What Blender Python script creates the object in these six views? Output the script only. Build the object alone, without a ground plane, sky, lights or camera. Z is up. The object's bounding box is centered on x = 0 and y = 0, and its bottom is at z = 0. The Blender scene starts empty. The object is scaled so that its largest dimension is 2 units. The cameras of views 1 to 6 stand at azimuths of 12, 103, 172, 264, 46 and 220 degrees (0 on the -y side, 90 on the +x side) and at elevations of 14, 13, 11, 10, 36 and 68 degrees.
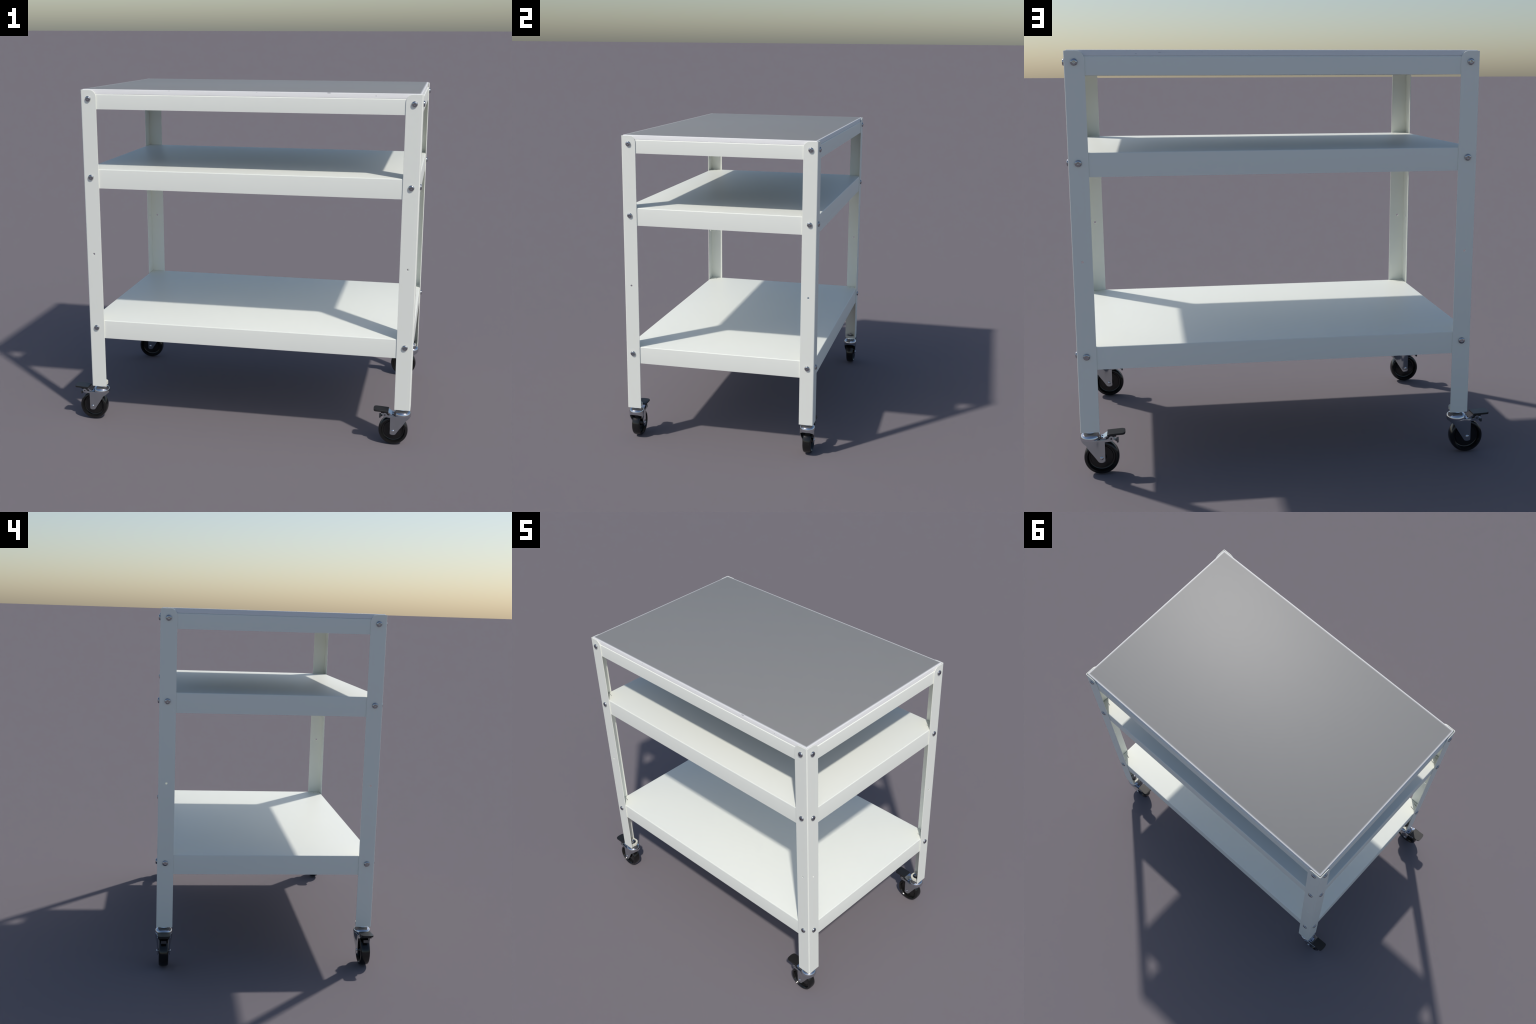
"""White sheet-metal utility cart: four angle-profile legs, two tray shelves, a grey
worktop on a tray rail, bolted corners, and four swivel casters with brake pedals."""
import bpy, bmesh, math
from mathutils import Vector, Matrix

# ------------------------------------------------------------------ main sizes (metres)
X0, X1 = -0.880, 0.990          # outer faces of the legs
Y0, Y1 = -0.603, 0.603
LEG_BOTTOM, LEG_TOP = 0.2165, 1.954
LEG_WIDTH, LEG_SHEET = 0.0885, 0.0038
TRAY_INSET = 0.0043             # tray lips stand just inside the leg sheet
BOLT_OFFSET = 0.0435            # bolt row, from the leg's outer corner
BOLT_Z = (1.9055, 1.468, 0.5825)
HOLE_Z = 1.0245
SHELVES = ((1.4060, 1.5147), (0.5190, 0.6275))
RAIL = (1.8486, 1.9310)
LID = (1.9318, 1.9582)

# ------------------------------------------------------------------ materials
def new_material(name):
    m = bpy.data.materials.new(name)
    m.use_nodes = True
    nt = m.node_tree
    return m, nt, nt.nodes["Principled BSDF"]

def node(nt, kind, **kw):
    n = nt.nodes.new(kind)
    for k, v in kw.items():
        setattr(n, k, v)
    return n

def math_node(nt, op, a, b=None, clamp=False):
    n = node(nt, "ShaderNodeMath", operation=op, use_clamp=clamp)
    for i, v in enumerate((a, b)):
        if v is None:
            continue
        if isinstance(v, (int, float)):
            n.inputs[i].default_value = v
        else:
            nt.links.new(v, n.inputs[i])
    return n.outputs[0]

def mix_colour(nt, fac, a, b):
    n = node(nt, "ShaderNodeMix", data_type='RGBA')
    nt.links.new(fac, n.inputs[0])
    for sock, v in ((n.inputs[6], a), (n.inputs[7], b)):
        if isinstance(v, tuple):
            sock.default_value = (*v, 1)
        else:
            nt.links.new(v, sock)
    return n.outputs[2]

def ramp_mask(nt, value, lo, hi):
    n = node(nt, "ShaderNodeMapRange", interpolation_type='SMOOTHSTEP')
    nt.links.new(value, n.inputs[0])
    n.inputs[1].default_value = lo
    n.inputs[2].default_value = hi
    return n.outputs[0]

def noise(nt, coord, scale, detail=3.0, stretch=None):
    if stretch:
        mp = node(nt, "ShaderNodeMapping")
        mp.inputs["Scale"].default_value = stretch
        nt.links.new(coord, mp.inputs[0])
        coord = mp.outputs[0]
    n = node(nt, "ShaderNodeTexNoise")
    nt.links.new(coord, n.inputs["Vector"])
    n.inputs["Scale"].default_value = scale
    n.inputs["Detail"].default_value = detail
    return n.outputs[0]

def make_paint():
    m, nt, b = new_material("white_powder_coat")
    co = node(nt, "ShaderNodeTexCoord").outputs["Object"]
    n1 = noise(nt, co, 3.0)
    col = mix_colour(nt, n1, PAINT_A, PAINT_B)
    nt.links.new(col, b.inputs["Base Color"])
    b.inputs["Roughness"].default_value = 0.45
    grain = noise(nt, co, 420.0, 2.0)
    bump = node(nt, "ShaderNodeBump")
    bump.inputs["Strength"].default_value = 0.02
    bump.inputs["Distance"].default_value = 0.001
    nt.links.new(grain, bump.inputs["Height"])
    nt.links.new(bump.outputs[0], b.inputs["Normal"])
    return m

def make_cream():
    m, nt, b = new_material("cream_coated_steel")
    co = node(nt, "ShaderNodeTexCoord").outputs["Object"]
    col = mix_colour(nt, noise(nt, co, 60.0), (0.76, 0.755, 0.66), (0.82, 0.82, 0.73))
    nt.links.new(col, b.inputs["Base Color"])
    b.inputs["Roughness"].default_value = 0.5
    return m

def make_worktop(hx, hy):
    """grey laminate with a soft-edged pale border and pale edge band"""
    m, nt, b = new_material("grey_laminate_pale_edge")
    co = node(nt, "ShaderNodeTexCoord").outputs["Object"]
    sep = node(nt, "ShaderNodeSeparateXYZ")
    nt.links.new(co, sep.inputs[0])
    ax = math_node(nt, 'ABSOLUTE', sep.outputs[0])
    ay = math_node(nt, 'ABSOLUTE', sep.outputs[1])
    dist = math_node(nt, 'MINIMUM', math_node(nt, 'SUBTRACT', hx, ax),
                     math_node(nt, 'SUBTRACT', hy, ay))
    inner = ramp_mask(nt, dist, 0.0005, 0.0145)
    grey = mix_colour(nt, noise(nt, co, 2.5, 4.0), TOP_A, TOP_B)
    streak = noise(nt, co, 1.0, 4.0, (9.0, 9.0, 240.0))
    pale = mix_colour(nt, streak, EDGE_A, EDGE_B)
    # fine dark nicks along the upper arris of the edge band
    nick = noise(nt, co, 1.0, 2.0, (34.0, 34.0, 160.0))
    nick = ramp_mask(nt, nick, 0.735, 0.775)
    near = math_node(nt, 'SUBTRACT', 1.0, ramp_mask(nt, dist, 0.003, 0.006))
    pale = mix_colour(nt, math_node(nt, 'MULTIPLY', nick, near), pale, (0.55, 0.55, 0.56))
    # one deeper chip on the front arris
    def squared(v, c, r):
        d = math_node(nt, 'DIVIDE', math_node(nt, 'SUBTRACT', v, c), r)
        return math_node(nt, 'MULTIPLY', d, d)
    chip = math_node(nt, 'ADD', squared(sep.outputs[0], 0.445, 0.012), squared(sep.outputs[2], 1.9560, 0.0022))
    chip = math_node(nt, 'ADD', chip, squared(sep.outputs[1], -hy, 0.006))
    chip = math_node(nt, 'SUBTRACT', 1.0, ramp_mask(nt, chip, 0.45, 1.0))
    pale = mix_colour(nt, chip, pale, (0.36, 0.36, 0.37))
    nt.links.new(mix_colour(nt, inner, pale, grey), b.inputs["Base Color"])
    b.inputs["Roughness"].default_value = TOP_ROUGH
    return m

def make_metal(name, colour, rough, wobble=0.0):
    m, nt, b = new_material(name)
    co = node(nt, "ShaderNodeTexCoord").outputs["Object"]
    dark = tuple(c * 0.93 for c in colour)
    nt.links.new(mix_colour(nt, noise(nt, co, 30.0), dark, colour), b.inputs["Base Color"])
    b.inputs["Metallic"].default_value = 1.0
    b.inputs["Roughness"].default_value = rough
    return m

def make_black(name, a, c, rough):
    m, nt, b = new_material(name)
    co = node(nt, "ShaderNodeTexCoord").outputs["Object"]
    nt.links.new(mix_colour(nt, noise(nt, co, 45.0), a, c), b.inputs["Base Color"])
    b.inputs["Roughness"].default_value = rough
    return m

PAINT_A, PAINT_B = (0.898, 0.912, 0.832), (0.910, 0.924, 0.846)
TOP_A, TOP_B = (0.277, 0.273, 0.262), (0.280, 0.276, 0.265)
TOP_ROUGH = 0.515
EDGE_A, EDGE_B = (0.82, 0.812, 0.795), (0.89, 0.882, 0.865)

LID_HX = (X1 - X0) / 2 - 0.0078
LID_HY = (Y1 - Y0) / 2 - 0.0078

PAINT = make_paint()
CREAM = make_cream()
WORKTOP = make_worktop(LID_HX, LID_HY)
CHROME = make_metal("polished_zinc", (0.66, 0.68, 0.72), 0.07)
STEEL = make_metal("plain_zinc_plate", (0.59, 0.635, 0.66), 0.14)
BOLT_METAL = make_metal("bolt_zinc", (0.49, 0.50, 0.525), 0.13)
RUBBER = make_black("black_rubber", (0.0080, 0.0080, 0.0080), (0.0105, 0.0105, 0.0105), 0.16)
PLASTIC = make_black("black_plastic", (0.013, 0.013, 0.014), (0.018, 0.018, 0.018), 0.36)
DARK_STEEL = make_metal("dark_steel", (0.16, 0.17, 0.18), 0.3)
VOID = make_black("dark_recess", (0.012, 0.012, 0.012), (0.02, 0.02, 0.02), 0.8)

# ------------------------------------------------------------------ mesh helpers
def finish(bm, name, mat, angle=32):
    bmesh.ops.recalc_face_normals(bm, faces=bm.faces)
    me = bpy.data.meshes.new(name)
    bm.to_mesh(me)
    bm.free()
    me.materials.append(mat)
    for p in me.polygons:
        p.use_smooth = True
    me.set_sharp_from_angle(angle=math.radians(angle))
    return me

def face_weighted(me):
    """flat sheet faces keep their own normal right up to the rounded arrises"""
    mat = me.materials[0]
    out = evaluated(me, [("WEIGHTED_NORMAL", dict(keep_sharp=True, weight=50, mode='FACE_AREA'))])
    if not out.materials:
        out.materials.append(mat)
    return out

def highlight_normals(me, hx, hy, z0, z1, crown, lip, floor=0.0):
    """flat faces, highlight and gradient baked in: shading normals lean outwards on the top panel and
    upwards along the upper part of the lips, to brighten them"""
    out = []
    for poly in me.polygons:
        n = poly.normal
        for li in poly.loop_indices:
            c = me.vertices[me.loops[li].vertex_index].co
            if n.z > 0.99 and c.z > z1 - 1e-4:
                v = Vector((crown * c.x / hx, crown * c.y / hy, 1))
            elif abs(n.z) < 0.02 and (abs(c.x) > hx - 1e-4 or abs(c.y) > hy - 1e-4) and lip:
                v = n + Vector((0, 0, lip * (floor + (1 - floor) * (c.z - z0) / (z1 - z0))))
            else:
                v = Vector(me.corner_normals[li].vector)
            out.append(v.normalized())
    me.normals_split_custom_set(out)
    return me

def link(name, me, parent=None, loc=(0, 0, 0), rot=(0, 0, 0)):
    ob = bpy.data.objects.new(name, me)
    bpy.context.scene.collection.objects.link(ob)
    ob.location = loc
    ob.rotation_euler = rot
    if parent:
        ob.parent = parent
    return ob

def evaluated(me, modifiers):
    """apply a list of (type, settings) modifiers to a mesh"""
    ob = bpy.data.objects.new("work", me)
    bpy.context.scene.collection.objects.link(ob)
    for kind, kw in modifiers:
        md = ob.modifiers.new(kind, kind)
        for k, v in kw.items():
            setattr(md, k, v)
    dg = bpy.context.evaluated_depsgraph_get()
    out = bpy.data.meshes.new_from_object(ob.evaluated_get(dg))
    bpy.data.objects.remove(ob)
    return out

def bm_box(bm, lo, hi):
    r = bmesh.ops.create_cube(bm, size=1)
    c = [(a + b) / 2 for a, b in zip(lo, hi)]
    s = [b - a for a, b in zip(lo, hi)]
    bmesh.ops.scale(bm, vec=s, verts=r["verts"])
    bmesh.ops.translate(bm, vec=c, verts=r["verts"])
    return r["verts"]

def bm_prism(bm, pts, z0, z1, to3=lambda a, b, h: (a, b, h)):
    """extrude the polygon pts from height z0 to z1"""
    lo = [bm.verts.new(to3(a, b, z0)) for a, b in pts]
    hi = [bm.verts.new(to3(a, b, z1)) for a, b in pts]
    n = len(pts)
    bm.faces.new(lo[::-1])
    bm.faces.new(hi)
    for i in range(n):
        bm.faces.new((lo[i], lo[(i + 1) % n], hi[(i + 1) % n], hi[i]))
    return lo + hi

def bm_lathe(bm, profile, seg, axis='Z', centre=(0, 0, 0)):
    """turn (radius, height) pairs about an axis through centre"""
    rings = []
    for r, h in profile:
        ring = []
        for i in range(seg if r > 1e-6 else 1):
            a = 2 * math.pi * i / seg
            x, y = r * math.cos(a), r * math.sin(a)
            p = (x, y, h) if axis == 'Z' else ((x, h, y) if axis == 'Y' else (h, x, y))
            ring.append(bm.verts.new(Vector(p) + Vector(centre)))
        rings.append(ring)
    for A, B in zip(rings, rings[1:]):
        for i in range(seg):
            j = (i + 1) % seg
            q = [A[i % len(A)], A[j % len(A)], B[j % len(B)], B[i % len(B)]]
            q = list(dict.fromkeys(q))
            if len(q) > 2:
                bm.faces.new(q)

def arc(cx, cy, r, a0, a1, n):
    return [(cx + r * math.cos(math.radians(a0 + (a1 - a0) * i / n)),
             cy + r * math.sin(math.radians(a0 + (a1 - a0) * i / n))) for i in range(n + 1)]

def cutter_from(bm, name):
    bmesh.ops.recalc_face_normals(bm, faces=bm.faces)
    me = bpy.data.meshes.new(name)
    bm.to_mesh(me)
    bm.free()
    ob = bpy.data.objects.new(name, me)
    bpy.context.scene.collection.objects.link(ob)
    return ob

# ------------------------------------------------------------------ legs
def leg_mesh():
    """angle profile, outer corner at the origin, flanges along +x and +y"""
    w, t, r = LEG_WIDTH, LEG_SHEET, 0.0065
    h = LEG_TOP - LEG_BOTTOM
    prof = arc(r, r, r, 270, 180, 6)[::-1]          # outer rounded corner
    prof = [(0, w)] + prof + [(w, 0), (w, t), (t + .002, t), (t, t + .002), (t, w)]
    bm = bmesh.new()
    bm_prism(bm, prof, 0, h)
    bmesh.ops.recalc_face_normals(bm, faces=bm.faces)
    me = bpy.data.meshes.new("leg")
    bm.to_mesh(me)
    bm.free()
    # cutters: rounded free top corners and the spare bolt holes
    bm = bmesh.new()
    rx = 0.037
    bite = arc(w - rx, h - rx, rx, 0, 90, 10) + [(w - rx, h + .01), (w + .01, h + .01), (w + .01, h - rx)]
    bm_prism(bm, bite, -.01, .03, lambda a, b, z: (a, z, b))
    bm_prism(bm, bite, -.01, .03, lambda a, b, z: (z, a, b))
    hz = HOLE_Z - LEG_BOTTOM
    for to3 in (lambda a, b, z: (a, z, b), lambda a, b, z: (z, a, b)):
        bm_prism(bm, arc(BOLT_OFFSET, hz, 0.0060, 0, 345, 23), -.01, .03, to3)
    cut = cutter_from(bm, "leg_cutter")
    out = evaluated(me, [("BOOLEAN", dict(object=cut, operation='DIFFERENCE', solver='EXACT')),
                         ("BEVEL", dict(width=0.0009, segments=2, limit_method='ANGLE',
                                        angle_limit=math.radians(50)))])
    bpy.data.objects.remove(cut)
    bm = bmesh.new()
    bm.from_mesh(out)
    return bm

def mounting_plate_bm():
    """horizontal plate in the foot of the leg that carries the caster stem"""
    t, c, r = LEG_SHEET + 0.0005, BOLT_OFFSET, 0.0375
    pts = [(t, t)] + [(c + r - .001, t)] + arc(c, c, r, -20, 110, 16) + [(t, c + r - .001)]
    bm = bmesh.new()
    bm_prism(bm, pts, 0.0015, 0.0165)
    return bm

def mirrored(bm, sx, sy):
    out = bm.copy()
    bmesh.ops.scale(out, vec=(sx, sy, 1), verts=out.verts)
    if sx * sy < 0:
        bmesh.ops.reverse_faces(out, faces=out.faces)
    return out

# ------------------------------------------------------------------ trays
def tray_mesh(z0, z1, slits=(), frame=False):
    """pressed tray, open below: top sheet with lips folded down all round"""
    hx, hy = (X1 - X0) / 2 - TRAY_INSET, (Y1 - Y0) / 2 - TRAY_INSET
    bm = bmesh.new()
    bm_box(bm, (-hx, -hy, z0), (hx, hy, z1))
    edges = [e for e in bm.edges if max(v.co.z for v in e.verts) > z1 - 1e-4]
    bmesh.ops.bevel(bm, geom=edges, offset=0.0055, segments=5, profile=0.5, affect='EDGES')
    bmesh.ops.delete(bm, geom=[f for f in bm.faces if f.normal.z < -0.9
                               or (frame and f.normal.z > 0.999)], context='FACES')
    if sum(f.normal.dot(f.calc_center_median() - Vector((0, 0, z0 - 1))) * f.calc_area() for f in bm.faces) < 0:
        bmesh.ops.reverse_faces(bm, faces=bm.faces)
    me = bpy.data.meshes.new("tray")
    bm.to_mesh(me)
    bm.free()
    mods = [("SOLIDIFY", dict(thickness=0.005, offset=-1.0, use_even_offset=True))]
    cut = None
    if slits:
        bm = bmesh.new()
        for cx, cy, ang in slits:
            vs = bm_box(bm, (-.0140, -.0021, z1 - .02), (.0140, .0021, z1 + .02))
            bmesh.ops.rotate(bm, verts=vs, cent=(0, 0, z1), matrix=Matrix.Rotation(ang, 3, 'Z'))
            bmesh.ops.translate(bm, verts=vs, vec=(cx, cy, 0))
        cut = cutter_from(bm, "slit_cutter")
        mods.append(("BOOLEAN", dict(object=cut, operation='DIFFERENCE', solver='EXACT')))
    out = evaluated(me, mods)
    if cut:
        bpy.data.objects.remove(cut)
    bm = bmesh.new()
    bm.from_mesh(out)
    # lower edge of the lips returned inwards
    w, t = (0.035 if frame else 0.016), 0.003
    ix, iy = hx - 0.0052, hy - 0.0052
    for lo, hi in (((-ix, -iy), (ix, -iy + w)), ((-ix, iy - w), (ix, iy)),
                   ((-ix, -iy + w), (-ix + w, iy - w)), ((ix - w, -iy + w), (ix, iy - w))):
        bm_box(bm, (*lo, z0 + .0004), (*hi, z0 + t))
    me = face_weighted(finish(bm, "tray", PAINT, 60))
    return highlight_normals(me, hx, hy, z0, z1, 0.10, 0.10)

def lid_mesh():
    bm = bmesh.new()
    bm_box(bm, (-LID_HX, -LID_HY, LID[0]), (LID_HX, LID_HY, LID[1]))
    edges = [e for e in bm.edges if min(v.co.z for v in e.verts) > LID[1] - 1e-4
             or abs(e.verts[0].co.z - e.verts[1].co.z) > .01]
    bmesh.ops.bevel(bm, geom=edges, offset=0.0045, segments=4, profile=0.5, affect='EDGES')
    me = face_weighted(finish(bm, "worktop", WORKTOP, 60))
    return highlight_normals(me, LID_HX, LID_HY, LID[0], LID[1], 0.13, 0.30, 0.5)

# ------------------------------------------------------------------ bolts
def bolt_mesh():
    """button-head bolt with hexagon socket, head pointing along +z"""
    bm = bmesh.new()
    bm_lathe(bm, [(0, -.012), (.007, -.012), (.007, -.0005), (.0158, -.0005), (.0162, .0015), (.0158, .0046),
                  (.0144, .0072), (.0118, .0088), (.0080, .0095), (.0056, .0096)], 24)
    # hexagonal socket
    rim = [v for v in bm.verts if v.co.z > .00955]
    rim.sort(key=lambda v: math.atan2(v.co.y, v.co.x))
    n = len(rim)
    def ring(r, z):
        out = []
        for v in rim:
            a = math.atan2(v.co.y, v.co.x)
            k = math.cos(math.pi / 6) / math.cos((a % (math.pi / 3)) - math.pi / 6)
            out.append(bm.verts.new((r * k * math.cos(a), r * k * math.sin(a), z)))
        return out
    A, B = ring(.0048, .0094), ring(.0046, .0045)
    for P, Q in ((rim, A), (A, B)):
        for i in range(n):
            bm.faces.new((P[i], P[(i + 1) % n], Q[(i + 1) % n], Q[i]))
    bm.faces.new(B)
    return finish(bm, "bolt", BOLT_METAL, 35)

def nut_mesh(r=0.0135, h=0.008, mat=None):
    bm = bmesh.new()
    bm_prism(bm, arc(0, 0, r, 0, 300, 5), 0, h)
    bmesh.ops.bevel(bm, geom=bm.edges[:], offset=.0008, segments=2, profile=.5, affect='EDGES')
    bm_lathe(bm, [(.0065, h - .001), (.0065, h + .006), (.005, h + .0075), (0, h + .0075)], 16)
    return finish(bm, "nut", mat or BOLT_METAL, 30)

# ------------------------------------------------------------------ caster
# local frame: origin on the ground below the swivel stem; the wheel trails towards -x
TRAIL = 0.0490
WHEEL_R, WHEEL_HALF = 0.0828, 0.0265

def wheel_mesh():
    h = WHEEL_HALF
    side = [(.0815, .016), (.0800, .0215), (.0765, .0250), (.0715, h), (.0675, h),
            (.0650, .0215), (.0635, .0200), (.0615, .0075), (.0585, .0060), (.0540, .0060), (.0525, .0090), (.0300, .0090), (.0220, .0095), (.0180, .0200), (.0150, .0285), (.0, .0285)]
    prof = [(r, -y) for r, y in side[::-1]] + [(.0826, -.008), (WHEEL_R, 0), (.0826, .008)] + side
    bm = bmesh.new()
    bm_lathe(bm, prof, 64, axis='Y')
    return finish(bm, "wheel", RUBBER, 50)

def fork_mesh():
    """pressed yoke: two legs and a skirt that wraps round the stem on the leading side"""
    wc = -TRAIL                                # wheel centre in x
    half, reach = 0.0335, 0.0458               # half width at the axle, skirt radius
    s_arc = reach * math.pi / 2
    def top(s):
        x = s - wc
        if s < wc - .0345:
            c, r = wc - .047, .0125
            return .178 + math.sqrt(max(r * r - (s - c) ** 2, 0))
        if x < -.012:
            k = (x + .0345) / .0225
            k = k * k * (3 - 2 * k)
            return .1785 * (1 - k) + .1735 * k
        if s < -.030:
            return .1735 + .0030 * max(0, (s + .046) / .016)
        return .1765
    def bottom(s):
        x = s - wc
        if x < -.047:
            return .178 - math.sqrt(max(.0125 ** 2 - (x + .047) ** 2, 0))
        if x < -.0165:
            return .1655 - .0025 * (x + .047) / .0305
        if x < -.0163:
            return .073
        if x < .014:                           # rounded toe under the axle
            return .0845 - math.sqrt(max(.0225 ** 2 - (x * .9) ** 2, 0)) if x > -.0163 else .073
        if x < .072:
            k = (x - .014) / .058
            return .0655 + (.153 - .0655) * k
        k = min((x - .072) / .03, 1)
        return .153 + .0145 * k
    ss = [wc - .0594 + .0024 * i for i in range(18)]
    ss = [s for s in ss if s < wc - .0168] + [wc - .0166, wc - .0162]
    ss += [wc - .0162 + .0026 * i for i in range(1, 45)]
    end = s_arc                                # s = 0 is beside the stem, then the arc
    ss = [s for s in ss if s < end - .001] + [end]
    rows = 9
    def place(s, z, sign):
        f = min(max((z - .080) / .085, 0), 1)
        f = f * f * (3 - 2 * f)
        g = min(max((s - (wc - .005)) / .045, 0), 1)
        g = g * g * (3 - 2 * g)
        w = half + (reach - half) * f * g
        if s <= 0:
            return (s, sign * w, z)
        a = s / reach
        lean = 0.90 + 0.10 * min(max((z - .150) / .025, 0), 1)
        return (reach * 1.02 * math.sin(a) * lean, sign * w * math.cos(a), z)
    bm = bmesh.new()
    cols = []
    for sign, seq in ((1, ss), (-1, ss[::-1][1:])):
        for s in seq:
            z0, z1 = bottom(s), top(s)
            cols.append([bm.verts.new(place(s, z0 + (z1 - z0) * k / rows, sign)) for k in range(rows + 1)])
    for A, B in zip(cols, cols[1:]):
        for k in range(rows):
            bm.faces.new((A[k], B[k], B[k + 1], A[k + 1]))
    bmesh.ops.recalc_face_normals(bm, faces=bm.faces)
    me = bpy.data.meshes.new("fork")
    bm.to_mesh(me)
    bm.free()
    out = evaluated(me, [("SOLIDIFY", dict(thickness=0.0036, offset=0.0)),
                         ("BEVEL", dict(width=0.0007, segments=2, limit_method='ANGLE',
                                        angle_limit=math.radians(60)))])
    bm = bmesh.new()
    bm.from_mesh(out)
    # crown plate that closes the top of the yoke, with a rounded leading end
    crown = arc(0, 0, .0430, -90, 90, 20) + [(wc + .004, .0325), (wc + .004, -.0325)]
    bm_prism(bm, crown, .1670, .1712)
    return finish(bm, "caster", STEEL, 32)

def swivel_mesh():
    bm = bmesh.new()
    bm_lathe(bm, [(0, .1725), (.0455, .1725), (.0478, .1745), (.0488, .1775), (.0488, .1800), (.0483, .1850), (.0467, .1905),
                  (.0436, .1955), (.0392, .1990), (.0335, .2018), (.0270, .2035), (.0230, .2043),
                  (.0215, .2060), (.0215, .2180), (0, .2180)], 56)
    return finish(bm, "swivel_race", CHROME, 50)

def lever_mesh():
    """sloping metal lever between the swivel race and the pedal"""
    wc = -TRAIL
    side = [(wc + .0120, .1745), (wc + .0010, .1755), (wc - .0080, .1785), (wc - .0190, .1865), (wc - .0310, .1935)]
    bm = bmesh.new()
    cols = []
    for x, z in side:
        cols.append([bm.verts.new((x, y, zz)) for y, zz in
                     ((-.0290, .1705), (.0290, .1705), (.0290, z + .0010), (-.0290, z + .0010))])
    for A, B in zip(cols, cols[1:]):
        for k in range(4):
            bm.faces.new((A[k], A[(k + 1) % 4], B[(k + 1) % 4], B[k]))
    bm.faces.new(cols[0]); bm.faces.new(cols[-1][::-1])
    return finish(bm, "brake_lever", CHROME, 40)

def rivet_hole_mesh():
    bm = bmesh.new()
    bm_lathe(bm, [(.0038, -.001), (.0038, .0016), (.0030, .0017), (0, .0005)], 14)
    return finish(bm, "rivet_hole", VOID, 40)

def pedal_mesh():
    wc = -TRAIL
    xi, xo, hw, r = wc - .0285, wc - .1120, .0338, .0130
    plan = [(xi, -hw + .001), (xi, hw - .001)]
    plan += arc(xo + .0015 + r, hw - r, r, 90, 165, 7)
    n = 6
    y0 = plan[-1][1]
    plan += [(xo - .0020 * math.cos(math.pi * (i / n - .5)) + .0010, y0 * (1 - 2 * i / n)) for i in range(1, n)]
    plan += [(x, -y) for x, y in arc(xo + .0015 + r, hw - r, r, 165, 90, 7)]
    bm = bmesh.new()
    bm_prism(bm, plan, .1968, .2062)
    top = [e for e in bm.edges if min(v.co.z for v in e.verts) > .2055]
    bmesh.ops.bevel(bm, geom=top, offset=.0016, segments=3, profile=.5, affect='EDGES')
    for v in bm.verts:                         # the tread rises a little towards its free end
        k = (xi - v.co.x) / (xi - xo)
        v.co.z += -.0058 + .0042 * k
    # block below the tread that grips the pivot, and its rear rib
    bm_box(bm, (wc - .0560, -.0305, .1700), (wc - .0215, .0305, .1850))
    bm_box(bm, (wc - .0570, -.0290, .1845), (wc - .0300, .0290, .1925))
    bm_box(bm, (wc - .0700, -.0255, .1840), (wc - .0565, .0255, .1945))
    return face_weighted(finish(bm, "brake_pedal", PLASTIC, 45))

def tongue_mesh():
    """bent strip that presses on the tyre and its upturned release tab"""
    wc = -TRAIL
    line = [(-.0440, .1760), (-.0540, .1690), (-.0640, .1610), (-.0700, .1575), (-.0760, .1560)]
    bm = bmesh.new()
    cols = []
    for x, z in line:
        x += wc
        cols.append([bm.verts.new((x, y, z + dz)) for y, dz in ((-.0150, 0), (.0150, 0), (.0150, .0030), (-.0150, .0030))])
    for A, B in zip(cols, cols[1:]):
        for k in range(4):
            bm.faces.new((A[k], A[(k + 1) % 4], B[(k + 1) % 4], B[k]))
    bm.faces.new(cols[0]); bm.faces.new(cols[-1][::-1])
    bm_prism(bm, [(-.0700, .1670), (-.0800, .1680), (-.0805, .1530), (-.0770, .1490), (-.0715, .1510)],
             -.0150, .0150, lambda a, b, h: (a + wc, h, b))
    return finish(bm, "brake_tongue", DARK_STEEL, 40)

def axle_mesh():
    bm = bmesh.new()
    prof = [(0, -.0400), (.0040, -.0396), (.0072, -.0382), (.0086, -.0362), (.0086, -.0340), (.0055, -.0340)]
    bm_lathe(bm, prof + [(r, -y) for r, y in prof[::-1]], 20, axis='Y')
    return finish(bm, "axle", CHROME, 35)

def dark_hole_disc_mesh():
    bm = bmesh.new()  # small black disc on each fork ear, in place of a cut hole
    prof = [(0, -.0358), (.0040, -.0358), (.0040, -.0340)]
    bm_lathe(bm, prof + [(r, -y) for r, y in prof[::-1]], 16, axis='Y')
    return finish(bm, "dark_hole_disc", VOID, 35)

# ------------------------------------------------------------------ assembly
cart = bpy.data.objects.new("utility_cart", None)
bpy.context.scene.collection.objects.link(cart)
cart["label"] = "white three-tier metal utility cart with grey top on casters"
cart["category"] = "utility cart"

bolt_me, nut_me = bolt_mesh(), nut_mesh()
leg_base, plate_base = leg_mesh(), mounting_plate_bm()
corners = [(X0, Y0, 1, 1), (X1, Y0, -1, 1), (X1, Y1, -1, -1), (X0, Y1, 1, -1)]

wheel_me, fork_me, swivel_me = wheel_mesh(), fork_mesh(), swivel_mesh()
lever_me, pedal_me, tongue_me = lever_mesh(), pedal_mesh(), tongue_mesh()
axle_me, dark_hole_disc_me, rivet_me = axle_mesh(), dark_hole_disc_mesh(), rivet_hole_mesh()
stud_me = nut_mesh(0.0165, 0.0115)
def washer_mesh():
    bm = bmesh.new()
    bm_lathe(bm, [(0, 0), (.0252, 0), (.0256, .0012), (.0250, .0028), (.0180, .0030), (0, .0030)], 32)
    return finish(bm, "washer", DARK_STEEL, 40)
washer_me = washer_mesh()

def toward(direction):
    return Vector(direction).to_track_quat('Z', 'Y').to_euler()

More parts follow.
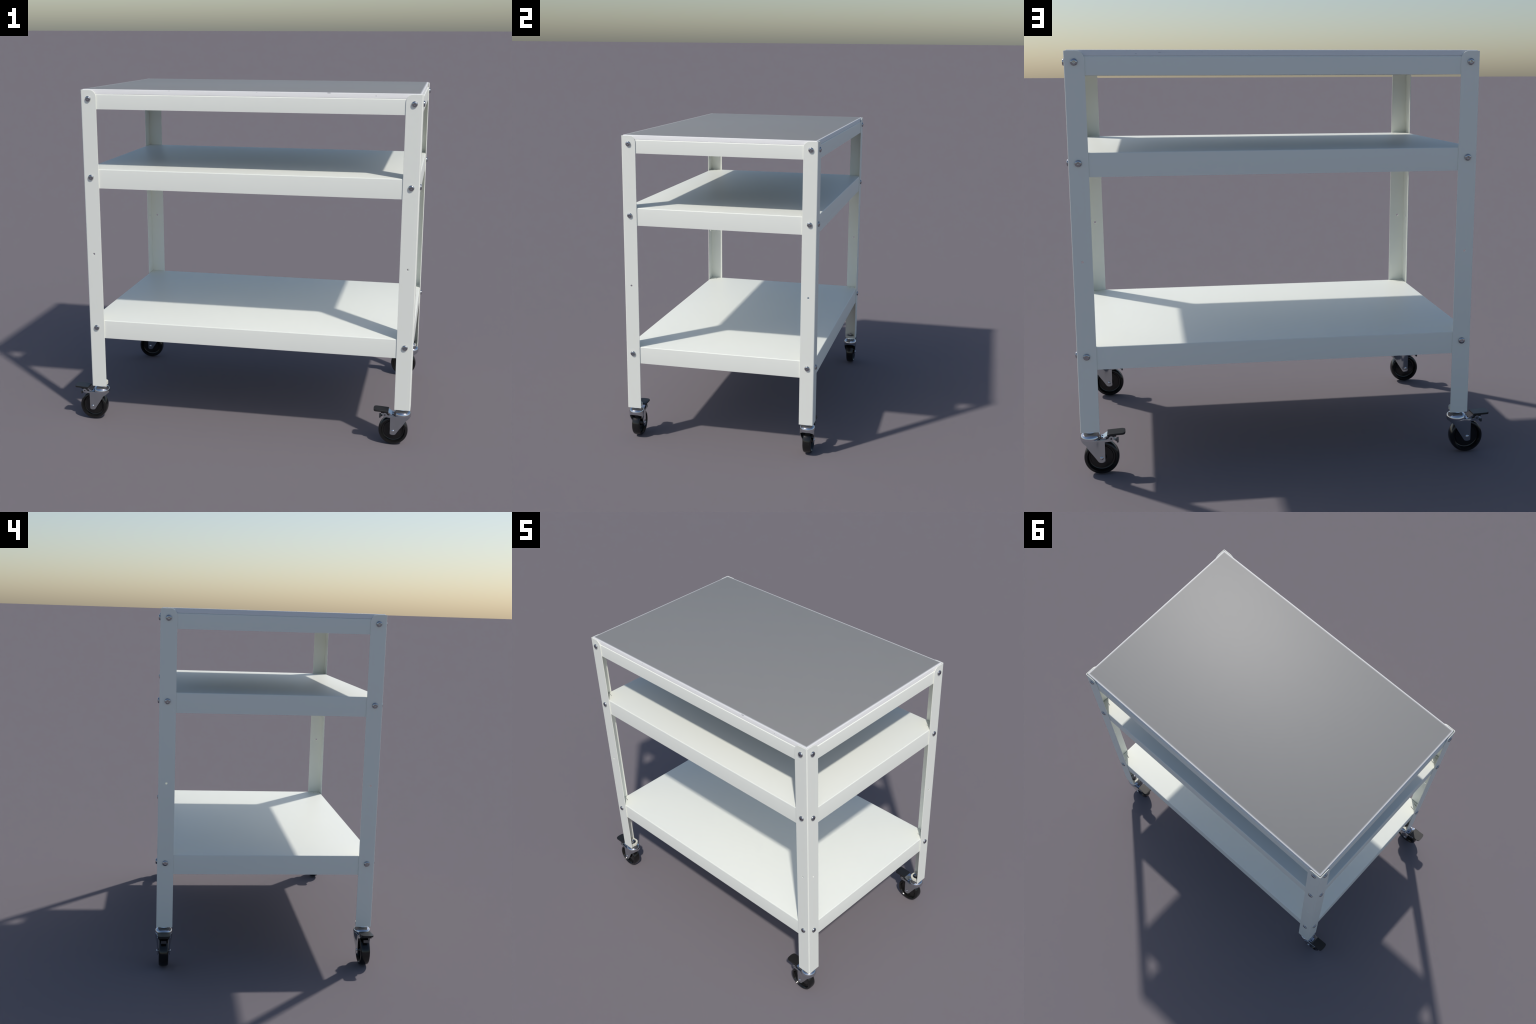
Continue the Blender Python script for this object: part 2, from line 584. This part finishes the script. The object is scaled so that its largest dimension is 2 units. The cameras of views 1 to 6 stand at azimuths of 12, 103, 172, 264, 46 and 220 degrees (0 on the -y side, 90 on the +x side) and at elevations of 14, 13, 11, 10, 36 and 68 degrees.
for cx, cy, sx, sy in corners:
    leg = link("leg", face_weighted(finish(mirrored(leg_base, sx, sy), "leg", PAINT, 60)), cart, (cx, cy, LEG_BOTTOM))
    link("mounting_plate", finish(mirrored(plate_base, sx, sy), "mounting_plate", CREAM, 35), leg)
    for z in BOLT_Z:
        lz = z - LEG_BOTTOM
        b = BOLT_OFFSET
        link("bolt", bolt_me, leg, (sx * b, 0, lz), toward((0, -sy, 0)))
        link("bolt", bolt_me, leg, (0, sy * b, lz), toward((-sx, 0, 0)))
        inner = TRAY_INSET + 0.005
        link("nut", nut_me, leg, (sx * b, sy * inner, lz), toward((0, sy, 0)))
        link("nut", nut_me, leg, (sx * inner, sy * b, lz), toward((sx, 0, 0)))
    # caster under this leg; all four trail towards -x
    caster = link("caster", fork_me, cart, (cx + sx * BOLT_OFFSET, cy + sy * (BOLT_OFFSET - .0015), 0))
    link("wheel", wheel_me, caster, (-TRAIL, 0, WHEEL_R))
    link("axle", axle_me, caster, (-TRAIL, 0, .0845))
    link("swivel_race", swivel_me, caster)
    link("brake_lever", lever_me, caster)
    link("brake_pedal", pedal_me, caster)
    link("brake_tongue", tongue_me, caster)
    link("dark_hole_disc", dark_hole_disc_me, caster, (-TRAIL - .047, 0, .178))
    for y in (-.014, .014):
        link("rivet_hole", rivet_me, caster, (-TRAIL - .0050, y, .1780), (0, math.radians(22), 0))
    link("washer", washer_me, caster, (0, 0, LEG_BOTTOM + .0162))
    link("stud_nut", stud_me, caster, (0, 0, LEG_BOTTOM + .0190))

mid_x, mid_y = (X0 + X1) / 2, 0.0
def slit_set():
    out = []
    tilt = -0.235
    for sx, px, qx in ((-1, -.8405, -.8455), (1, .949, .946)):
        for sy in (-1, 1):
            out.append((px - mid_x, sy * .547, tilt))
            out.append((qx - mid_x, sy * .580, tilt))
    return out
for z0, z1 in SHELVES:
    link("shelf", tray_mesh(z0, z1, slit_set()), cart, (mid_x, mid_y, 0))
rail = link("top_rail", tray_mesh(*RAIL, frame=True), cart, (mid_x, mid_y, 0))
link("worktop", lid_mesh(), cart, (mid_x, mid_y, 0))
